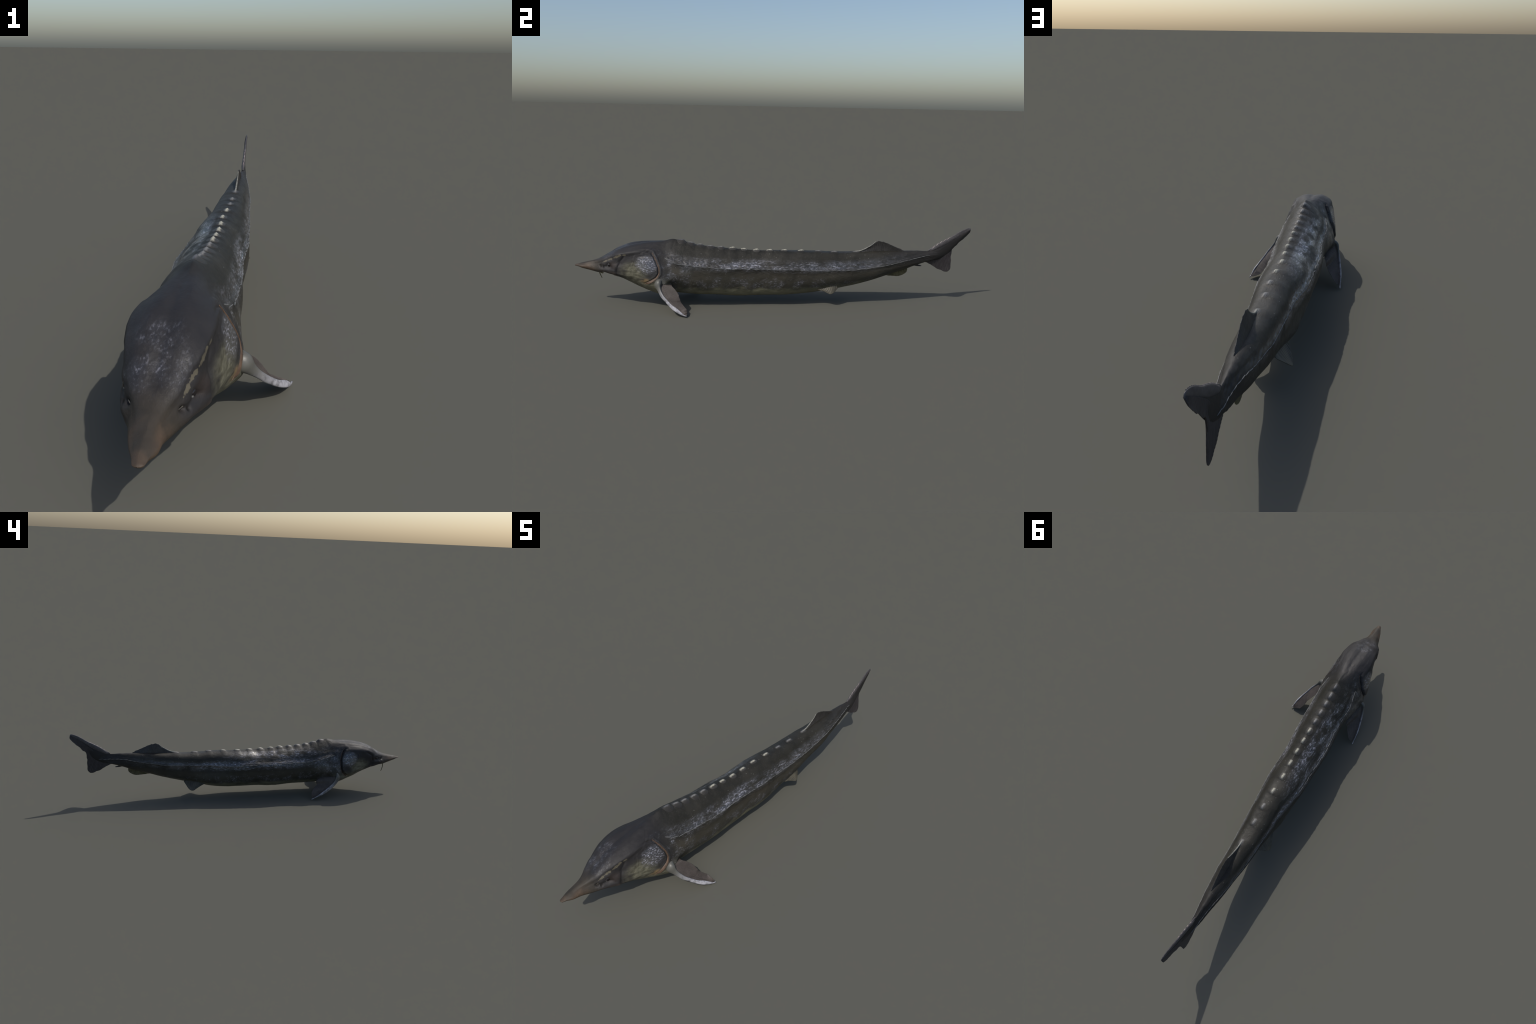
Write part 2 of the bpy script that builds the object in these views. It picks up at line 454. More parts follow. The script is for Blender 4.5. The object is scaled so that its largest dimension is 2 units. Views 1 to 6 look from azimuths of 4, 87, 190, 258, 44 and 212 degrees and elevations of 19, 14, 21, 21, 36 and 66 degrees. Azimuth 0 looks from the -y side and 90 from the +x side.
def skin_material():
    g = Tree("sturgeon_skin")
    big = g.noise(9, 3)
    mid_ = g.noise(38, 4)
    fine = g.noise(160, 4)
    grain = g.noise(420, 2)
    # blackish olive-brown back, cooler on the head
    col = g.mix(g.step(big, .35, .65), (.0165, .0156, .0120), (.027, .0250, .0195))
    col = g.mix(g.step(fine, .45, .8, 0., .6), col, (.038, .035, .030))
    head = g.step(g.y, -.62, -.46, 1., 0.)
    col = g.mix(g.mul(head, .85), col, g.mix(mid_, (.0155, .0145, .0155), (.031, .029, .0305)))
    tail = g.step(g.y, .50, .86)
    col = g.mix(g.mul(tail, .75), col, (.0185, .017, .0175))
    lat = g.curve(g.y, [(-.56, .265), (-.48, .232), (-.30, .211), (0., .204), (.25, .199), (.42, .202), (.55, .219), (.67, .239), (.80, .254), (.95, .27)], -.56, .95)
    above = g.m("SUBTRACT", g.z, lat)
    torso = g.mul(g.step(g.y, -.56, -.48), g.step(g.y, .50, .86, 1., 0.))
    # brown clouding along the middle of the flank
    brown = g.mul(torso, g.bump_at(above, -.055, .045), g.noise(13, 3, (1, .5, 1), lo=.35, hi=.7))
    col = g.mix(g.mul(brown, .60), col, (.058, .045, .034))
    lower = g.mul(torso, g.step(above, -.015, -.045), g.step(big, .25, .6, .6, 1.))
    col = g.mix(g.mul(lower, .65), col, g.mix(mid_, (.038, .0355, .027), (.070, .065, .050)))
    # yellow-olive belly with a ragged upper edge
    edge = g.curve(g.y, [(-.72, .155), (-.60, .118), (-.48, .100), (-.20, .098), (.10, .094), (.30, .108), (.45, .126), (.60, .168), (.75, .215), (.86, .235)], -.72, .86)
    rag = g.m("ADD", g.m("SUBTRACT", edge, g.z), g.m("MULTIPLY", g.m("SUBTRACT", g.noise(26, 4, (1, .6, 1.4)), .5), .055))
    belly = g.mul(g.step(rag, -.014, .018), g.step(g.y, -.75, -.66), g.step(g.y, .62, .85, 1., 0.))
    bel_c = g.mix(g.noise(48, 4, (1, .45, 1)), (.095, .090, .054), (.220, .210, .142))
    bel_c = g.mix(g.step(g.y, .25, .6, 0., .7), bel_c, (.046, .042, .024))
    col = g.mix(g.mul(belly, .85), col, bel_c)
    # olive cheeks and throat with streaks fanning back
    cheek = g.m("MAXIMUM", g.ball((.072, -.700, .186), (.10, .090, .068)), g.ball((-.12, -.705, .184), (.10, .090, .064)))
    throat = g.mul(g.step(g.z, .125, .175, 1., 0.), g.step(g.y, -.80, -.74), g.step(g.y, -.58, -.50, 1., 0.))
    olive = g.m("MAXIMUM", g.mul(cheek, g.noise(24, 3, (1, .6, 1), lo=.15, hi=.45)), g.mul(throat, .9))
    streak = g.noise(85, 4, (1, .35, 1), rot=(.5, 0, 0))
    col = g.mix(g.mul(olive, .9), col, g.mix(g.step(streak, .3, .7), (.072, .068, .045), (.180, .173, .125)))
    # orange-brown flush at the lower corner of the gill
    flush = g.m("MAXIMUM", g.ball((.082, -.640, .143), (.05, .035, .020)), g.ball((-.140, -.630, .137), (.05, .025, .018)))
    col = g.mix(g.mul(flush, g.step(streak, .35, .6), .8), col, (.190, .125, .060))
    # dark brown mask round the eyes, pink-brown lip below them
    mask = g.m("MAXIMUM", g.ball((.035, -.800, .215), (.04, .040, .026)), g.ball((-.100, -.805, .222), (.04, .040, .028)))
    col = g.mix(g.mul(mask, .75), col, (.030, .023, .020))
    lip = g.mul(g.step(g.z, .165, .192, 1., 0.), g.step(g.y, -.80, -.77, 1., 0.))
    col = g.mix(g.mul(lip, g.step(mid_, .3, .6, .35, .8)), col, (.092, .070, .056))
    for cx, cy, cz in ((.015, -.864, .206), (.022, -.851, .199), (-.078, -.864, .214), (-.085, -.851, .206)):
        col = g.mix(g.mul(g.ball((cx, cy, cz), (.014, .0052, .0046), .55), .97), col, (.008, .007, .006))
    # olive-brown then reddish snout
    col = g.mix(g.mul(g.step(g.y, -.84, -.90), .8), col, g.mix(mid_, (.030, .025, .018), (.058, .048, .036)))
    sn = g.m("ADD", g.m("MULTIPLY", g.y, -1.0), g.m("MULTIPLY", g.m("SUBTRACT", mid_, .5), .06))
    low = g.m("SUBTRACT", g.m("ADD", .223, g.m("MULTIPLY", g.m("ADD", g.y, .92), .28)), g.z)
    snout = g.m("MAXIMUM", g.mul(g.step(sn, .885, .940), g.step(low, .000, .020)), g.mul(g.step(sn, .965, .995), .55))
    col = g.mix(g.mul(snout, .8), col, g.mix(fine, (.062, .043, .030), (.130, .086, .056)))
    # rubbed khaki stripe on the left edge of the skull
    scar = g.near_line([(.012, -.848, .224), (.027, -.816, .241), (.036, -.785, .256), (.041, -.760, .264), (.043, -.735, .271)])
    sm = g.step(g.m("ADD", scar, g.m("MULTIPLY", g.m("SUBTRACT", g.noise(75, 4), .5), .024)), .0030, .0050, 1., 0.)
    col = g.mix(g.mul(sm, .75), col, (.125, .111, .078))
    # wet highlights painted pale on the skin: flanks, upper right back, head, gill plate
    glint_paint = g.noise(150, 6, (1, .36, 1), rot=(.40, 0, 0), rough=.75, lo=.49, hi=.64)
    glint_paint = g.mul(glint_paint, g.step(g.y, .12, .45, 1., .35))
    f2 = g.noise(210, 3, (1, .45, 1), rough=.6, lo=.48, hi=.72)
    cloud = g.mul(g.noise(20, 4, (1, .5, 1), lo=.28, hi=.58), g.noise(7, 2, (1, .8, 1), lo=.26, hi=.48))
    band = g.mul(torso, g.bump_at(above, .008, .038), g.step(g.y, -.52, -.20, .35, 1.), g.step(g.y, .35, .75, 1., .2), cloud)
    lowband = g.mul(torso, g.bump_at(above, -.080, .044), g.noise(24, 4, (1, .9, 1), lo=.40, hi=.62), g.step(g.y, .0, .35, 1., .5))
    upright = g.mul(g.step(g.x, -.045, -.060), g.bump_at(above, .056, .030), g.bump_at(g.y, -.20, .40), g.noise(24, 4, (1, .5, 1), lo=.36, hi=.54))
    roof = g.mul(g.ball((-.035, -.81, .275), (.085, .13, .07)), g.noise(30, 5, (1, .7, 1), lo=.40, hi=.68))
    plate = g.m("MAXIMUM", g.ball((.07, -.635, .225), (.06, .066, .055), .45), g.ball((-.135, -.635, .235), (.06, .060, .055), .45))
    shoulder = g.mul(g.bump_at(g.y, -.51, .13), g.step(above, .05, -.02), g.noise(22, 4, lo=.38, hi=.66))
    pale = g.m("MAXIMUM", g.m("MAXIMUM", g.mul(band, glint_paint, .90), g.mul(lowband, f2, .55)), g.m("MAXIMUM", g.mul(upright, glint_paint, 1.), g.mul(shoulder, f2, .65)))
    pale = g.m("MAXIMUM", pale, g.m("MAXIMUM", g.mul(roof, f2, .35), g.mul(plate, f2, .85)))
    wash = g.m("MAXIMUM", g.m("MAXIMUM", g.mul(plate, .40), g.mul(band, .42)), g.m("MAXIMUM", g.mul(roof, .18), g.mul(lowband, .25)))  # soft wet sheen lightened into the base colour
    col = g.mix(g.mul(wash, g.step(big, .3, .6, .4, 1.)), col, (.085, .084, .094))
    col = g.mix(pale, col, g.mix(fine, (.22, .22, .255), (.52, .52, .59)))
    # scattered pale denticles
    dots = g.mul(torso, g.specks(64, .115), g.step(above, -.07, .0, .35, 1.), g.noise(9, 1, lo=.38, hi=.55))
    col = g.mix(g.mul(dots, .7), col, (.24, .24, .22))
    wet = g.m("MAXIMUM", g.m("MAXIMUM", band, g.mul(roof, .45)), g.m("MAXIMUM", plate, g.m("MAXIMUM", upright, shoulder)))
    rough = g.m("SUBTRACT", g.m("ADD", g.m("MULTIPLY", mid_, .25), .40), g.m("MULTIPLY", wet, .26))
    glint = g.noise(190, 5, (1, .40, 1), rot=(.30, 0, 0), rough=.7)
    g.put(g.bsdf.inputs["Coat Weight"], g.m("MULTIPLY", wet, .55))
    g.bsdf.inputs["Coat Roughness"].default_value = .16
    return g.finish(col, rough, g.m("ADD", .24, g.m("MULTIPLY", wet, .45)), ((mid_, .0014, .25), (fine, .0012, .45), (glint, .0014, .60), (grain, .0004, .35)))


def scute_material(name, tipc, strength):
    g = Tree(name)
    n = g.noise(90, 4)
    col = g.mix(n, (.018, .0165, .014), (.034, .031, .027))
    d = g.m("ADD", g.m("ABSOLUTE", g.x), g.m("MULTIPLY", g.m("SUBTRACT", n, .5), .010))
    keel = g.mul(g.step(d, .0015, .0075, 1., 0.), g.step(g.m("ABSOLUTE", g.m("SUBTRACT", g.y, .000)), .008, .019, 1., 0.))
    halo = g.step(d, .002, .024, 1., 0.)
    col = g.mix(g.mul(halo, .30 * strength), col, (.12, .116, .104))
    col = g.mix(g.mul(keel, strength), col, tipc)
    return g.finish(col, .45, .28, ((n, .001, .5),))


def plain_material(name, a, b, scale=60, rough=.5, spec=.4, stretch=(1, 1, 1), bump=.0008):
    g = Tree(name)
    n = g.noise(scale, 4, stretch)
    f = g.noise(scale * 4, 3, stretch)
    col = g.mix(g.step(n, .3, .7), a, b)
    return g.finish(col, rough, spec, ((f, bump, .5),))


def fin_material(name, a, b, edge, translucent=.0):
    g = Tree(name)
    n = g.noise(30, 4)
    f = g.noise(220, 3)
    col = g.mix(g.step(n, .3, .7), a, b)
    col = g.mix(g.step(f, .5, .8, 0., .5), col, edge)
    return g.finish(col, .48, .3, ((f, .0006, .5),))


def spine_material():
    # grey-green fleshy root, bone white towards the tip
    g = Tree("fin_spine_bone")
    n = g.noise(55, 4)
    far = g.step(g.m("ADD", g.z, g.m("MULTIPLY", g.m("SUBTRACT", n, .5), .06)), .060, .125, 1., 0.)
    top = g.step(g.m("SUBTRACT", n, g.m("MULTIPLY", g.noise(120, 3, (1, .4, 1)), .4)), .1, .45)
    col = g.mix(far, g.mix(n, (.060, .059, .052), (.125, .123, .108)), g.mix(top, (.150, .148, .155), (.37, .365, .39)))
    return g.finish(col, .42, .45, ((n, .001, .5),))


SKIN = skin_material()
SCUTE_GREY = scute_material("scute_grey", (.25, .245, .235), .6)
SCUTE_PALE = scute_material("scute_pale", (.40, .385, .31), .9)
SCUTE_DARK = scute_material("scute_dark", (.20, .20, .21), .42)
LINE = plain_material("lateral_scute_horn", (.075, .077, .075), (.185, .188, .184), 150)
SPINE = spine_material()
WEB = fin_material("fin_membrane_brown", (.044, .036, .031), (.068, .056, .049), (.090, .078, .070))
DARKFIN = fin_material("fin_membrane_dark", (.026, .022, .023), (.040, .034, .035), (.060, .055, .056))
DORSALFIN = fin_material("fin_membrane_grey", (.028, .026, .024), (.046, .043, .040), (.11, .11, .11))
TANFIN = fin_material("fin_membrane_tan", (.042, .038, .028), (.080, .072, .051), (.105, .097, .080))
OLIVEFIN = fin_material("fin_membrane_olive", (.060, .054, .026), (.110, .096, .050), (.10, .11, .11))
GILLSKIN = plain_material("gill_membrane_skin", (.058, .035, .022), (.112, .069, .043), 70, .5)
BARBEL = plain_material("barbel_skin", (.090, .085, .035), (.135, .115, .060), 120, .5)
NOSTRIL = plain_material("nostril_skin", (.040, .036, .031), (.105, .095, .078), 200, .5)
LIPS = plain_material("lip_skin", (.16, .120, .095), (.24, .190, .150), 120, .5)
SPINE_BASE = None
PINK = plain_material("fulcrum_horn", (.13, .105, .098), (.30, .255, .240), 150, .5)
FULCRA = plain_material("tail_ridge_horn", (.050, .046, .048), (.085, .078, .080), 90, .45)


RAYS = {WEB.name: fin_material("fin_ray_brown", (.064, .052, .045), (.096, .080, .070), (.12, .10, .09)),
        DARKFIN.name: fin_material("fin_ray_dark", (.038, .034, .036), (.055, .050, .051), (.080, .075, .076)),
        TANFIN.name: fin_material("fin_ray_tan", (.050, .045, .033), (.092, .083, .060), (.12, .11, .09)),
        OLIVEFIN.name: fin_material("fin_ray_olive", (.066, .060, .030), (.120, .105, .058), (.11, .12, .12))}


def eye_material():
    g = Tree("eye_wet")
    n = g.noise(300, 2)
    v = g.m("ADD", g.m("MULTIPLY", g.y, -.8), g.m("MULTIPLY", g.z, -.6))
    painted_glint = g.mul(g.step(g.m("ADD", v, g.m("MULTIPLY", g.m("SUBTRACT", n, .5), .004)), .0080, .0094), .45)  # white catchlight coloured onto the front lower eyeball
    col = g.mix(painted_glint, (.010, .008, .009), (.55, .55, .53))
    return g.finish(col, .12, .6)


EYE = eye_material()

# ------------------------------------------------------------------ object helpers
ROOT = bpy.data.objects.new("sturgeon", None)
bpy.context.scene.collection.objects.link(ROOT)
ROOT["label"] = "dark grey sturgeon with pale back scutes and pointed snout"
ROOT["category"] = "fish"


def link(name, mesh, parent, mat=None, loc=None, matrix=None, smooth_on=True):
    if mat is not None and not mesh.materials:
        mesh.materials.append(mat)
        if mesh.name in STRIPES and mat.name in RAYS:
            mesh.materials.append(RAYS[mat.name])
            mesh.polygons.foreach_set("material_index", STRIPES[mesh.name])
    o = bpy.data.objects.new(name, mesh)
    bpy.context.scene.collection.objects.link(o)
    o.parent = parent
    if matrix is not None:
        o.matrix_basis = matrix
    elif loc is not None:
        o.location = loc
    if smooth_on:
        mesh.polygons.foreach_set("use_smooth", np.ones(len(mesh.polygons), bool))
    return o


def mesh_from(name, v, f):
    me = bpy.data.meshes.new(name)
    me.from_pydata([tuple(map(float, p)) for p in v], [], [tuple(map(int, q)) for q in f])
    me.update()
    return me


def tube(name, path, radii, seg=16, flat=1.0, up=(0, 0, 1)):
    """Closed tube along a path; radii may be (wide, thin) pairs measured across and along `up`."""
    P = np.array(path, float)
    T = np.gradient(P, axis=0)
    T /= np.linalg.norm(T, axis=1, keepdims=True)
    v, f = [], []
    n = len(P)
    for i in range(n):
        u = np.array(up[i] if np.ndim(up) == 2 else up, float)
        a = np.cross(T[i], u); a /= np.linalg.norm(a) + 1e-9
        b = np.cross(a, T[i])
        r = radii[i]
        ra, rb = r if np.ndim(r) else (r, r * flat)
        for k in range(seg):
            t = 2 * math.pi * k / seg
            v.append(P[i] + a * ra * math.cos(t) + b * rb * math.sin(t))
    for i in range(n - 1):
        for k in range(seg):
            k2 = (k + 1) % seg
            f.append((i * seg + k, i * seg + k2, (i + 1) * seg + k2, (i + 1) * seg + k))
    v += [P[0] - T[0] * np.mean(radii[0]) * .5, P[-1] + T[-1] * np.mean(radii[-1]) * .6]
    for k in range(seg):
        k2 = (k + 1) % seg
        f.append((n * seg, k2, k))
        f.append((n * seg + 1, (n - 1) * seg + k, (n - 1) * seg + k2))
    return mesh_from(name, v, f)


def resample(pts, n):
    P = np.array(pts, float)
    d = np.concatenate([[0], np.cumsum(np.linalg.norm(np.diff(P, axis=0), axis=1))])
    return np.stack([np.interp(np.linspace(0, d[-1], n), d, P[:, k]) for k in range(P.shape[1])], 1)


def spline(pts, n):
    """Catmull-Rom through the points, n samples."""
    P = np.array(pts, float)
    Q = np.concatenate([[2 * P[0] - P[1]], P, [2 * P[-1] - P[-2]]])
    out = []
    for t in np.linspace(0, len(P) - 1, n):
        i = min(int(t), len(P) - 2)
        s = t - i
        a, b, c, d = Q[i], Q[i + 1], Q[i + 2], Q[i + 3]
        out.append(.5 * ((2 * b) + (c - a) * s + (2 * a - 5 * b + 4 * c - d) * s**2 + (3 * b - a - 3 * c + d) * s**3))
    return np.array(out)


STRIPES = {}


def fin(name, base, edge, thick, rays, nu=90, nv=30, amp=.0006, wav=.0, rag=.0, along_base=True, seed=0, smooth_edge=True):
    """Closed blade between two 3D lines. thick = (at base line, at edge line).
    Fin rays run from base to edge (along_base) or side by side with the base line."""
    B = spline(base, nu)
    E = spline(edge, nu) if smooth_edge else resample(edge, nu)
    rg = np.random.default_rng(seed)
    if rag:
        k = rg.random(nu)
        k = np.convolve(np.pad(k, 2, "edge"), [.2, .2, .2, .2, .2], "valid")
        E = E - (E - B) / (np.linalg.norm(E - B, axis=1, keepdims=True) + 1e-6) * (k * rag)[:, None]
    t = np.linspace(0, 1, nv)[None, :, None]
    M = B[:, None] * (1 - t) + E[:, None] * t
    du, dv = np.gradient(M, axis=0), np.gradient(M, axis=1)
    n = np.cross(du, dv)
    n /= np.linalg.norm(n, axis=2, keepdims=True) + 1e-12
    # steady the normal where the blade runs to a point
    n = n + n.mean((0, 1)) * .4
    n /= np.linalg.norm(n, axis=2, keepdims=True)
    u = np.linspace(0, 1, nu)[:, None]
    w = np.linspace(0, 1, nv)[None, :]
    th = (thick[0] * (1 - w) ** 1.3 + thick[1] * w ** .7) * np.ones_like(u)
    rim = np.minimum(1, np.minimum(u, 1 - u) / .03) ** .5 * np.minimum(1, (1 - w) / .04 + .15) ** .5
    cor = np.sin((u if along_base else w) * rays * 2 * math.pi + (w if along_base else u) * .6) * amp
    wave = wav * np.sin(u * 5 + w * 3 + seed) * w
    top = M + n * (th / 2 * rim + cor * np.minimum(1, rim) + wave)[..., None]
    bot = M - n * (th / 2 * rim - cor * np.minimum(1, rim) - wave)[..., None]
    v = np.concatenate([top.reshape(-1, 3), bot.reshape(-1, 3)])
    S = nu * nv
    f = []
    for i in range(nu - 1):
        for j in range(nv - 1):
            a, b, c, d = i * nv + j, (i + 1) * nv + j, (i + 1) * nv + j + 1, i * nv + j + 1
            f += [(a, b, c, d), (S + d, S + c, S + b, S + a)]
    for i in range(nu - 1):
        a, b = i * nv, (i + 1) * nv
        f.append((b, a, S + a, S + b))
        a, b = a + nv - 1, b + nv - 1
        f.append((a, b, S + b, S + a))
    for j in range(nv - 1):
        f.append((j, j + 1, S + j + 1, S + j))
        a = (nu - 1) * nv + j
        f.append((a + 1, a, S + a, S + a + 1))
    me = mesh_from(name, v, f)
    ph = np.sin((u if along_base else w) * rays * 2 * math.pi + (w if along_base else u) * .6) * np.ones((nu, nv))
    stripe = (ph[:-1, :-1] > .25).astype(int)
    mi = np.zeros(len(me.polygons), int)
    mi[:2 * stripe.size] = np.repeat(stripe.ravel(), 2)
    STRIPES[me.name] = mi
    return me


# ------------------------------------------------------------------ the body, split by region without seams
V = X.reshape(-1, 3)
VN = NRM.reshape(-1, 3)
nose = np.array([[-.026, -1.0008, .1995]])
end = X[-1].mean(0, keepdims=True) + np.array([[0, .004, .002]])
V = np.concatenate([V, nose, end])
VN = np.concatenate([VN, [[0, -1, 0]], [[0, .8, .6]]])
i0 = (np.arange(R - 1)[:, None] * cols + np.arange(cols)[None])
i1 = (np.arange(R - 1)[:, None] * cols + (np.arange(cols)[None] + 1) % cols)
Q = np.stack([i0, i1, i1 + cols, i0 + cols], -1).reshape(-1, 4)
a, b, c = V[Q[:, 0]], V[Q[:, 1]], V[Q[:, 3]]
flip = (np.cross(b - a, c - a) * VN[Q[:, 0]]).sum() < 0
if flip:
    Q = Q[:, ::-1]
fc = V[Q].mean(1)
fs = np.where(fc[:, 0] * 0 + ((Q.min(1) % cols) < HALF), 1, -1)
region = np.zeros(len(Q), int)                           # 0 torso
fy, fz = fc[:, 1], fc[:, 2]
region[fy > .43] = 1                                     # tail stalk
for s in (1, -1):
    L = np.array(GILL[s])
    L = L[np.argsort(-L[:, 1])]
    edge_y = np.interp(-fz, np.concatenate([[-.340, -.300], -L[:, 1]]), np.concatenate([[-.510, -.600], L[:, 0]]))
    edge_y = np.where(fz < .132, L[-1, 0], edge_y)
    on = (fs == s) & (fy < edge_y + .0015)
    region[on] = 2                                       # head
    d, sg, t = polydist(fy, fz, PLATE[s])
    pf = np.interp(-fz, [-.282, -.260, -.240, -.222, -.203, -.184, -.165], [-.680, -.697, -.699, -.692, -.676, -.655, -.630])
    region[on & (fz > .165) & (fz < .282) & (fy > pf)] = 3 if s > 0 else 4
head_obj = None
names = {0: "torso", 1: "tail_stalk", 2: "head", 3: "gill_cover", 4: "gill_cover"}
objs = {}
for rid in (0, 1, 2, 3, 4):
    q = Q[region == rid]
    faces = [tuple(r) for r in q]
    if rid == 2:
        k = len(V) - 2
        faces += [((k, j, (j + 1) % cols) if flip else (k, (j + 1) % cols, j))[::-1] for j in range(cols)]
    if rid == 1:
        k, o = len(V) - 1, (R - 1) * cols
        faces += [(k, o + j, o + (j + 1) % cols) if not flip else (k, o + (j + 1) % cols, o + j) for j in range(cols)]
    used = np.unique(np.concatenate([np.array(f) for f in faces]))
    remap = np.full(len(V), -1)
    remap[used] = np.arange(len(used))
    me = mesh_from(names[rid], V[used], [tuple(remap[list(f)]) for f in faces])
    parent = ROOT if rid < 3 else objs[2]
    ob = link(names[rid], me, parent, SKIN)
    me.normals_split_custom_set_from_vertices([tuple(n) for n in VN[used]])
    objs[rid] = ob
TORSO, TAIL, HEAD = objs[0], objs[1], objs[2]

# ------------------------------------------------------------------ dorsal scutes: keeled bony plates along the ridge
for k, (sy, hl, hw, hh, pal) in enumerate(SCUTES):
    hl, hw, hh = hl * random.uniform(.85, 1.1), hw * random.uniform(.85, 1.15), hh * random.uniform(.9, 1.35)
    sy += random.uniform(-.002, .002)
    nu, nv = 31, 31
    ctr, cn = on_back(sy, 0.0)
    v = []
    for i in range(nu):
        u = -1 + 2 * i / (nu - 1)
        wid = max(0.0, 1 - abs(u) ** 2.4) ** .55
        tt = (u + 1) / 2
        prof = smooth(0, .60, tt) * (1 - smooth(.66, 1.0, tt)) if True else 0
        for j in range(nv):
            q = -1 + 2 * j / (nv - 1)
            p, n = on_back(sy + u * hl + .10 * hl * abs(q), q * wid * hw)
            keel = (1 - abs(q)) ** 2.8 * .86 + (1 - q * q) ** 2 * .14
            rim = max(0., min(1., (1 - abs(q)) / .10, (1 - abs(u)) / .08))
            h = hh * prof * keel + .0003 * rim - .0012 * (1 - rim)
            h += .0003 * math.sin(q * 26 + k) * rim
            nn = n * .55 + np.array([0, .12, .45])
            v.append(p + nn / np.linalg.norm(nn) * h - ctr)
    f = [(i * nv + j, (i + 1) * nv + j, (i + 1) * nv + j + 1, i * nv + j + 1) for i in range(nu - 1) for j in range(nv - 1)]
    me = mesh_from("dorsal_scute", v, f)
    me.flip_normals() if me.polygons[nu * nv // 2].normal.z < 0 else None
    link("dorsal_scute", me, TORSO, (SCUTE_DARK, SCUTE_GREY, SCUTE_PALE)[pal], loc=tuple(ctr))

# ------------------------------------------------------------------ lateral scutes: thin slanting horn plates
def lateral_plate():
    nu, nv, v = 13, 7, []
    for i in range(nu):
        u = -1 + 2 * i / (nu - 1)
        wid = (1 - abs(u) ** 1.6) ** .8 if abs(u) < 1 else 0
        for j in range(nv):
            q = -1 + 2 * j / (nv - 1)
            v.append((u, q * wid + .35 * u, (1 - q * q) * (1 - u * u) - .5 * (abs(q) == 1 or abs(u) == 1)))
    f = [(i * nv + j, (i + 1) * nv + j, (i + 1) * nv + j + 1, i * nv + j + 1) for i in range(nu - 1) for j in range(nv - 1)]
    return mesh_from("lateral_scute", v, f)


plate_mesh = lateral_plate()
for s in (1, -1):
    L = np.array(LATERAL[s])
    yy = L[0, 0] + .006
    while yy < L[-1, 0]:
        tcur = (yy + .545) / 1.35
        step = .031 - .008 * tcur
        zz = float(np.interp(yy, L[:, 0], L[:, 1])) + random.uniform(-.0008, .0008)
        p, n = on_side(s, yy, zz)
        p2, _ = on_side(s, yy + .012, float(np.interp(yy + .012, L[:, 0], L[:, 1])))
        t = Vector(p2 - p)
        nv_ = Vector(n)
        t = (t - nv_ * t.dot(nv_)).normalized()
        up = nv_.cross(t)
        if up.z < 0:
            up = -up
        ln, ht = step * random.uniform(.54, .64), (.0019 - .0005 * tcur) * random.uniform(.8, 1.25)
        M = Matrix.Identity(4)
        M.col[0][:3] = t * ln
        M.col[1][:3] = up * -ht
        M.col[2][:3] = (t.cross(up * -1)).normalized() * .0016 * (1 if t.cross(up * -1).dot(nv_) > 0 else -1)
        M.col[3][:3] = Vector(p) + nv_ * .0002
        link("lateral_scute", plate_mesh, TORSO if yy < .43 else TAIL, LINE, matrix=M)
        yy += step

# ------------------------------------------------------------------ head parts
for s, ey, ez in ((1, -.824, .211), (-1, -.826, .222)):
    p, n = on_side(s, ey, ez)
    me = bpy.data.meshes.new("eye")
    import bmesh
    bm = bmesh.new()
    bmesh.ops.create_uvsphere(bm, u_segments=32, v_segments=20, radius=.0105)
    for vv in bm.verts:
        vv.co.x *= .8
        vv.co.y *= 1.1
    bm.to_mesh(me); bm.free()
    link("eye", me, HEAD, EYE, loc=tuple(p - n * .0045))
    for ny, nz, r in ((-.864, .206 if s > 0 else .214, .0058),):
        p, n = on_side(s, ny, nz)
        nn = Vector(n); e1 = nn.cross(Vector((0, 0, 1))).normalized(); e2 = nn.cross(e1)
        ring = [Vector(p) + nn * .0022 + (e1 * math.cos(a) * r * 1.35 + e2 * math.sin(a) * r * .9) for a in np.linspace(0, 2 * math.pi, 25)]
        me = tube("nostril", ring, [.0010 + .0004 * math.sin(a * 2) for a in np.linspace(0, 6.28, 25)], 10, up=tuple(nn))
        link("nostril", me, HEAD, NOSTRIL)

# rust-brown membrane lining the rear of each gill slit
for s in (1, -1):
    line = resample(GILL[s][3 if s > 0 else 2:], 60)
    path, rad, ups = [], [], []
    for i, (yy, zz) in enumerate(line):
        t = i / 59
        dn = line[min(i + 1, 59)] - line[max(i - 1, 0)]
        dn /= np.linalg.norm(dn)
        off = .0055 if s > 0 else .010
        q = np.array([yy, zz]) + np.array([-dn[1], dn[0]]) * off
        p, n = on_side(s, q[0], q[1])
        path.append(p - n * .0008)
        ups.append(n)
        w = (.0016 + .0022 * math.sin(min(1, t * 1.3) * math.pi / 2) + .0040 * smooth(.55, .8, t)) * (1 - .75 * smooth(.88, 1, t))
        rad.append((w * (1 if s > 0 else .7), .0019))
    P = np.array(path)
    for _ in range(4):
        P[1:-1] = (P[:-2] + 2 * P[1:-1] + P[2:]) / 4
    link("gill_membrane", tube("gill_membrane", P, rad, 14, up=np.array(ups)), HEAD, GILLSKIN)

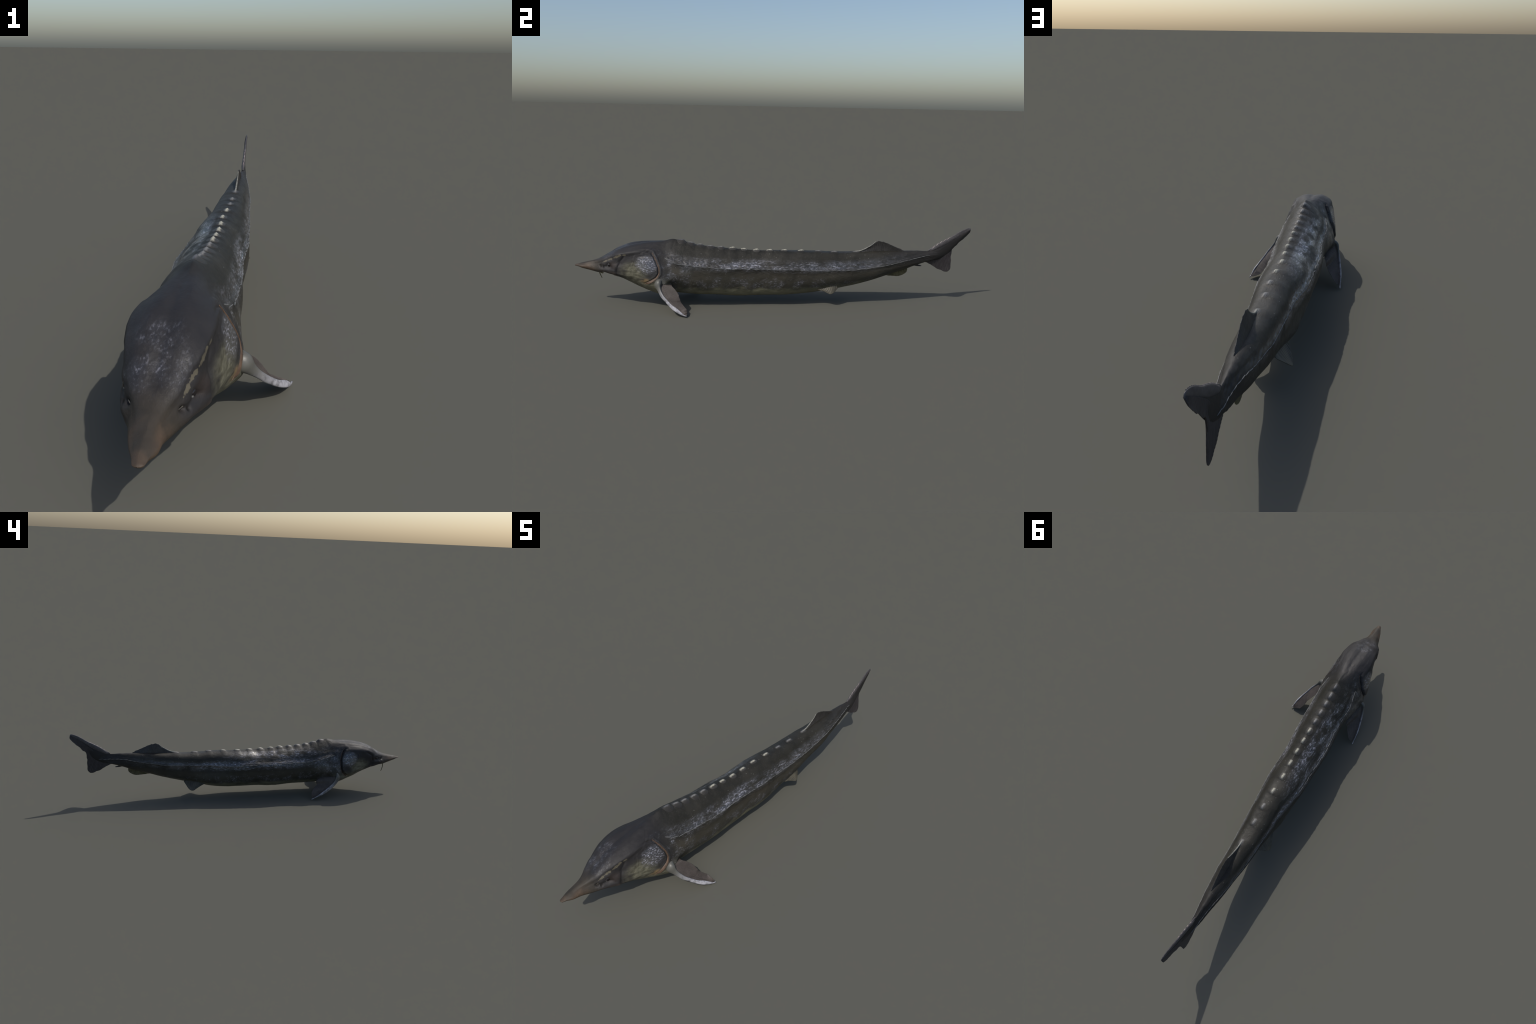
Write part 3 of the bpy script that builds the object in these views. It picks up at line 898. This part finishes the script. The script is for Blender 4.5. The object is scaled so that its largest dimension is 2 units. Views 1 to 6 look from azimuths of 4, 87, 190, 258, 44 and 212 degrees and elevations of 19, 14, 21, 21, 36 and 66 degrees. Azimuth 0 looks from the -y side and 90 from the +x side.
# barbels hang in front of the mouth; the outer right one is long
for pts, r0 in (([(-.050, -.887, .178), (-.052, -.888, .165), (-.055, -.887, .150), (-.057, -.883, .136), (-.059, -.878, .123)], .0030),
                ([(-.036, -.880, .176), (-.036, -.876, .168), (-.036, -.868, .163), (-.036, -.858, .161)], .0024),
                ([(-.018, -.880, .176), (-.018, -.876, .168), (-.017, -.868, .163), (-.016, -.858, .161)], .0024),
                ([(-.004, -.880, .180), (-.003, -.876, .172), (-.001, -.868, .166), (.002, -.858, .163)], .0024)):
    path = spline(pts, 24)
    me = tube("barbel", path, [r0 * (1 - .35 * i / 23) for i in range(24)], 12, up=(1, 0, 0))
    link("barbel", me, HEAD, BARBEL)

# small protrusible mouth under the head
ring = []
for a in np.linspace(0, 2 * math.pi, 49):
    xx, yy = -.026 + .030 * math.cos(a), -.795 + .015 * math.sin(a)
    r = int(np.interp(yy, X[:, :, 1].mean(1), np.arange(R)))
    lo = X[r, HALF - 60:HALF + 60]
    k = int(np.argmin(np.abs(lo[:, 0] - xx)))
    ring.append((xx, yy, float(lo[k, 2]) - .001))
link("mouth", tube("mouth", ring, [.0042] * 49, 12), HEAD, LIPS)

# ------------------------------------------------------------------ pectoral fins
PECT = {
    1: dict(up=[(.080, -.560, .158), (.096, -.566, .150), (.111, -.565, .122), (.136, -.547, .085), (.152, -.524, .064), (.166, -.503, .047), (.180, -.470, .027), (.190, -.443, .0105), (.1925, -.433, .0065)],
            low=[(.070, -.588, .122), (.088, -.590, .116), (.103, -.578, .102), (.126, -.562, .082), (.143, -.538, .060), (.159, -.519, .043), (.177, -.492, .026), (.186, -.456, .0055), (.1915, -.433, .0025)],
            trail=[(.060, -.512, .122), (.082, -.505, .117), (.102, -.481, .097), (.121, -.466, .069), (.128, -.457, .050), (.146, -.434, .026), (.180, -.4285, .0125)]),
    -1: dict(up=[(-.118, -.555, .160), (-.155, -.556, .142), (-.168, -.541, .104), (-.179, -.504, .070), (-.1900, -.450, .037), (-.1940, -.395, .0075)],
             low=[(-.108, -.574, .136), (-.148, -.570, .118), (-.160, -.555, .094), (-.171, -.520, .063), (-.184, -.463, .029), (-.191, -.397, .0025)],
             trail=[(-.085, -.478, .122), (-.108, -.470, .118), (-.126, -.430, .100), (-.133, -.433, .076), (-.154, -.404, .054), (-.170, -.396, .032), (-.183, -.3945, .016)]),
}
for s, d in PECT.items():
    up_l, low_l, tr = spline(d["up"], 60), spline(d["low"], 60), spline(d["trail"], 60)
    lead = up_l * .6 + low_l * .4
    me = fin("pectoral_fin", lead[::6], d["trail"], (.0070, .0016), 20, nu=110, nv=161, amp=.0005, wav=.0022, rag=.008, along_base=False, seed=3 + s)
    pf = link("pectoral_fin", me, ROOT, WEB)
    mid_l = (up_l + low_l) / 2
    ax = up_l - low_l
    hh = np.linalg.norm(ax, axis=1) / 2
    rad = [(max(.0026, hh[i] * (.78 - (.40 if s > 0 else .25) * min(1, i / 40))), max(.0026, hh[i] * (1.0 if s > 0 else 1.5) * (1 - .72 * (i / 59) ** 4))) for i in range(60)]
    mid_l[:, 2] += np.array([.75 * r[0] for r in rad]) * smooth(8, 22, np.arange(60))
    link("fin_spine", tube("fin_spine", mid_l, rad, 24, up=ax), pf, SPINE)
    # second, thinner ray beside the spine
    ray = lead * .74 + tr * .26
    ray[:, 2] += .0024
    link("fin_ray", tube("fin_ray", ray[8:57], [.0021 * (1 - .5 * i / 48) for i in range(49)], 10), pf, WEB)

# ------------------------------------------------------------------ pelvic, dorsal, anal fins
link("pelvic_fin", fin("pelvic_fin", [(-.004, .205, .088), (.004, .240, .092), (.010, .280, .098), (.006, .315, .108)],
     [(.010, .208, .084), (.024, .240, .080), (.034, .262, .0715), (.037, .276, .0665), (.034, .288, .0680), (.026, .300, .074), (.014, .318, .092)],
     (.0110, .0025), 11, amp=.0003, rag=.002, seed=5), ROOT, TANFIN)
link("pelvic_fin", fin("pelvic_fin", [(-.068, .215, .098), (-.072, .255, .101), (-.070, .300, .106), (-.062, .355, .112)],
     [(-.084, .224, .096), (-.100, .262, .086), (-.113, .294, .0710), (-.118, .311, .0615), (-.119, .327, .0635), (-.112, .342, .075), (-.078, .366, .106)],
     (.0110, .0025), 11, amp=.0003, rag=.002, seed=6), ROOT, TANFIN)
dors_base = [(-.031, .418, .268), (-.034, .470, .268), (-.037, .520, .268), (-.038, .580, .268), (-.037, .640, .268), (-.037, .655, .270)]
dors_edge = [(-.030, .420, .277), (-.029, .437, .279), (-.029, .472, .298), (-.029, .494, .313), (-.0285, .507, .327), (-.029, .522, .3325), (-.029, .543, .3295),
             (-.029, .564, .3235), (-.030, .597, .3075), (-.031, .624, .2960), (-.031, .646, .2875), (-.031, .660, .2785)]
me = fin("dorsal_fin", dors_base, dors_edge, (.0110, .0020), 24, nu=140, nv=36, amp=.0004, wav=.0022, rag=.007, seed=8, smooth_edge=False)
DF = link("dorsal_fin", me, ROOT, DORSALFIN)
lead = spline([(-.030, .405, .2735), (-.030, .436, .279), (-.0295, .472, .2975), (-.029, .494, .3125), (-.029, .508, .3265)], 30)
link("fin_spine", tube("fin_spine", lead, [.0036 * (1 - .6 * i / 29) for i in range(30)], 12), DF, plain_material("dorsal_spine_horn", (.10, .10, .09), (.24, .235, .20), 80))
anal_base = [(-.038, .560, .152), (-.039, .600, .164), (-.040, .640, .178), (-.041, .672, .190), (-.041, .680, .192)]
anal_edge = [(-.038, .562, .146), (-.039, .600, .1425), (-.040, .630, .1400), (-.041, .655, .1445), (-.041, .676, .1570), (-.041, .684, .1690), (-.041, .6845, .1840)]
link("anal_fin", fin("anal_fin", anal_base, anal_edge, (.0120, .0020), 14, amp=.0006, rag=.003, seed=9), ROOT, OLIVEFIN)
link("anal_scute", tube("anal_scute", [(-.040, .715, .203), (-.041, .735, .200), (-.041, .752, .1975), (-.041, .757, .1965)], [.0045, .0050, .0030, .0012], 12), TAIL, DARKFIN)

# ------------------------------------------------------------------ tail fin: long upper lobe, short lower lobe
cb = [(-.041, .768, .226), (-.041, .805, .238), (-.041, .845, .258), (-.040, .880, .306), (-.040, .915, .336), (-.039, .950, .362), (-.038, .985, .386), (-.0375, .994, .391)]
ce = [(-0.0410, .767, .2155), (-0.0415, .782, .2130), (-0.0420, .805, .2010), (-0.0420, .830, .1865), (-0.0430, .845, .1765), (-0.0435, .860, .1740), (-0.0440, .878, .1640), (-0.0440, .892, .1620),
      (-0.0440, .905, .1680), (-0.0444, .9125, .1800), (-0.0454, .911, .2030), (-0.0464, .912, .2210), (-0.0471, .907, .2350), (-0.0482, .9095, .2520), (-0.0485, .907, .2640), (-0.0496, .9095, .2820), (-0.0496, .917, .2950),
      (-0.0489, .932, .3020), (-0.0482, .943, .3190), (-0.0478, .960, .3310), (-0.0482, .981, .3530), (-0.0471, .998, .3720), (-0.0444, .9985, .3820), (-0.0380, .996, .3920)]
# pair edge and spine samples so that the rays fan out from the bent tail axis
ed = np.array(ce)
dl = np.concatenate([[0], np.cumsum(np.linalg.norm(np.diff(ed, axis=0), axis=1))]); dl /= dl[-1]
us = np.interp(dl, [0, .28, .55, .70, 1.], [0, .22, .42, .62, 1.])
nu = 170
g = np.linspace(0, 1, nu)
# base positions re-timed along the edge
Bs = spline(cb, 400)
Eb = resample(ce, nu)
ub = np.interp(g, [0, .30, .55, .70, 1.], [0, .30, .52, .66, 1.])
Bq = Bs[np.clip((ub * 399).astype(int), 0, 399)]
me = fin("tail_fin", Bq[::4], Eb[::2], (.0075, .0018), 46, nu=nu, nv=40, amp=.00055, wav=.0016, rag=.006, seed=11, smooth_edge=False)
TF = link("tail_fin", me, ROOT, DARKFIN)
# thick ridge carrying the fulcra along the top of the upper lobe
low = spline([(-.038, .795, .2740), (-.038, .806, .2750), (-.038, .848, .2940), (-.038, .895, .3220), (-.038, .942, .3530), (-.0375, .992, .3850)], 70)
top = spline([(-.037, .782, .2815), (-.037, .800, .2900), (-.037, .834, .3140), (-.037, .869, .3345), (-.037, .904, .3525), (-.037, .937, .3745), (-.037, .956, .3850), (-.037, .981, .3945), (-.037, .995, .3955)], 70)
low, top = resample(low, 70), resample(top, 70)
top[:, 2] += .0030 * np.minimum(1, np.arange(70) / 12)
mid_line = (low + top) / 2
tan = np.gradient(mid_line, axis=0)
tan /= np.linalg.norm(tan, axis=1, keepdims=True)
across = (top - low) - ((top - low) * tan).sum(1)[:, None] * tan
half = np.linalg.norm(across, axis=1) / 2
ups = across / (2 * half[:, None] + 1e-9)
rad = [(.0075 * (1 - .72 * i / 69) * min(1, .35 + i / 10), max(.0028, half[i])) for i in range(70)]
link("tail_ridge", tube("tail_ridge", mid_line, rad, 18, up=ups), TF, FULCRA)
for i in range(3, 66, 3):
    t = i / 69
    p0, p1 = top[i - 3] * .94 + low[i - 3] * .06, top[min(i + 3, 69)]
    p0, p1 = p0 + np.array([.0012, 0, 0]), p1 + np.array([.0012, 0, 0])
    c = [p0 - ups[i] * .0035, p0 * .5 + p1 * .5 - ups[i] * .0010, p1 + ups[i] * .0004]
    pale = .06 < t < .50 and i % 2 == 1
    me = tube("fulcrum", spline(c, 8), [.0034 * (1 - .5 * t), .0036 * (1 - .5 * t), .0034 * (1 - .5 * t), .0031 * (1 - .5 * t), .0027 * (1 - .5 * t), .0022 * (1 - .5 * t), .0016 * (1 - .5 * t), .0008], 10)
    link("fulcrum", me, TF, PINK if pale else FULCRA)
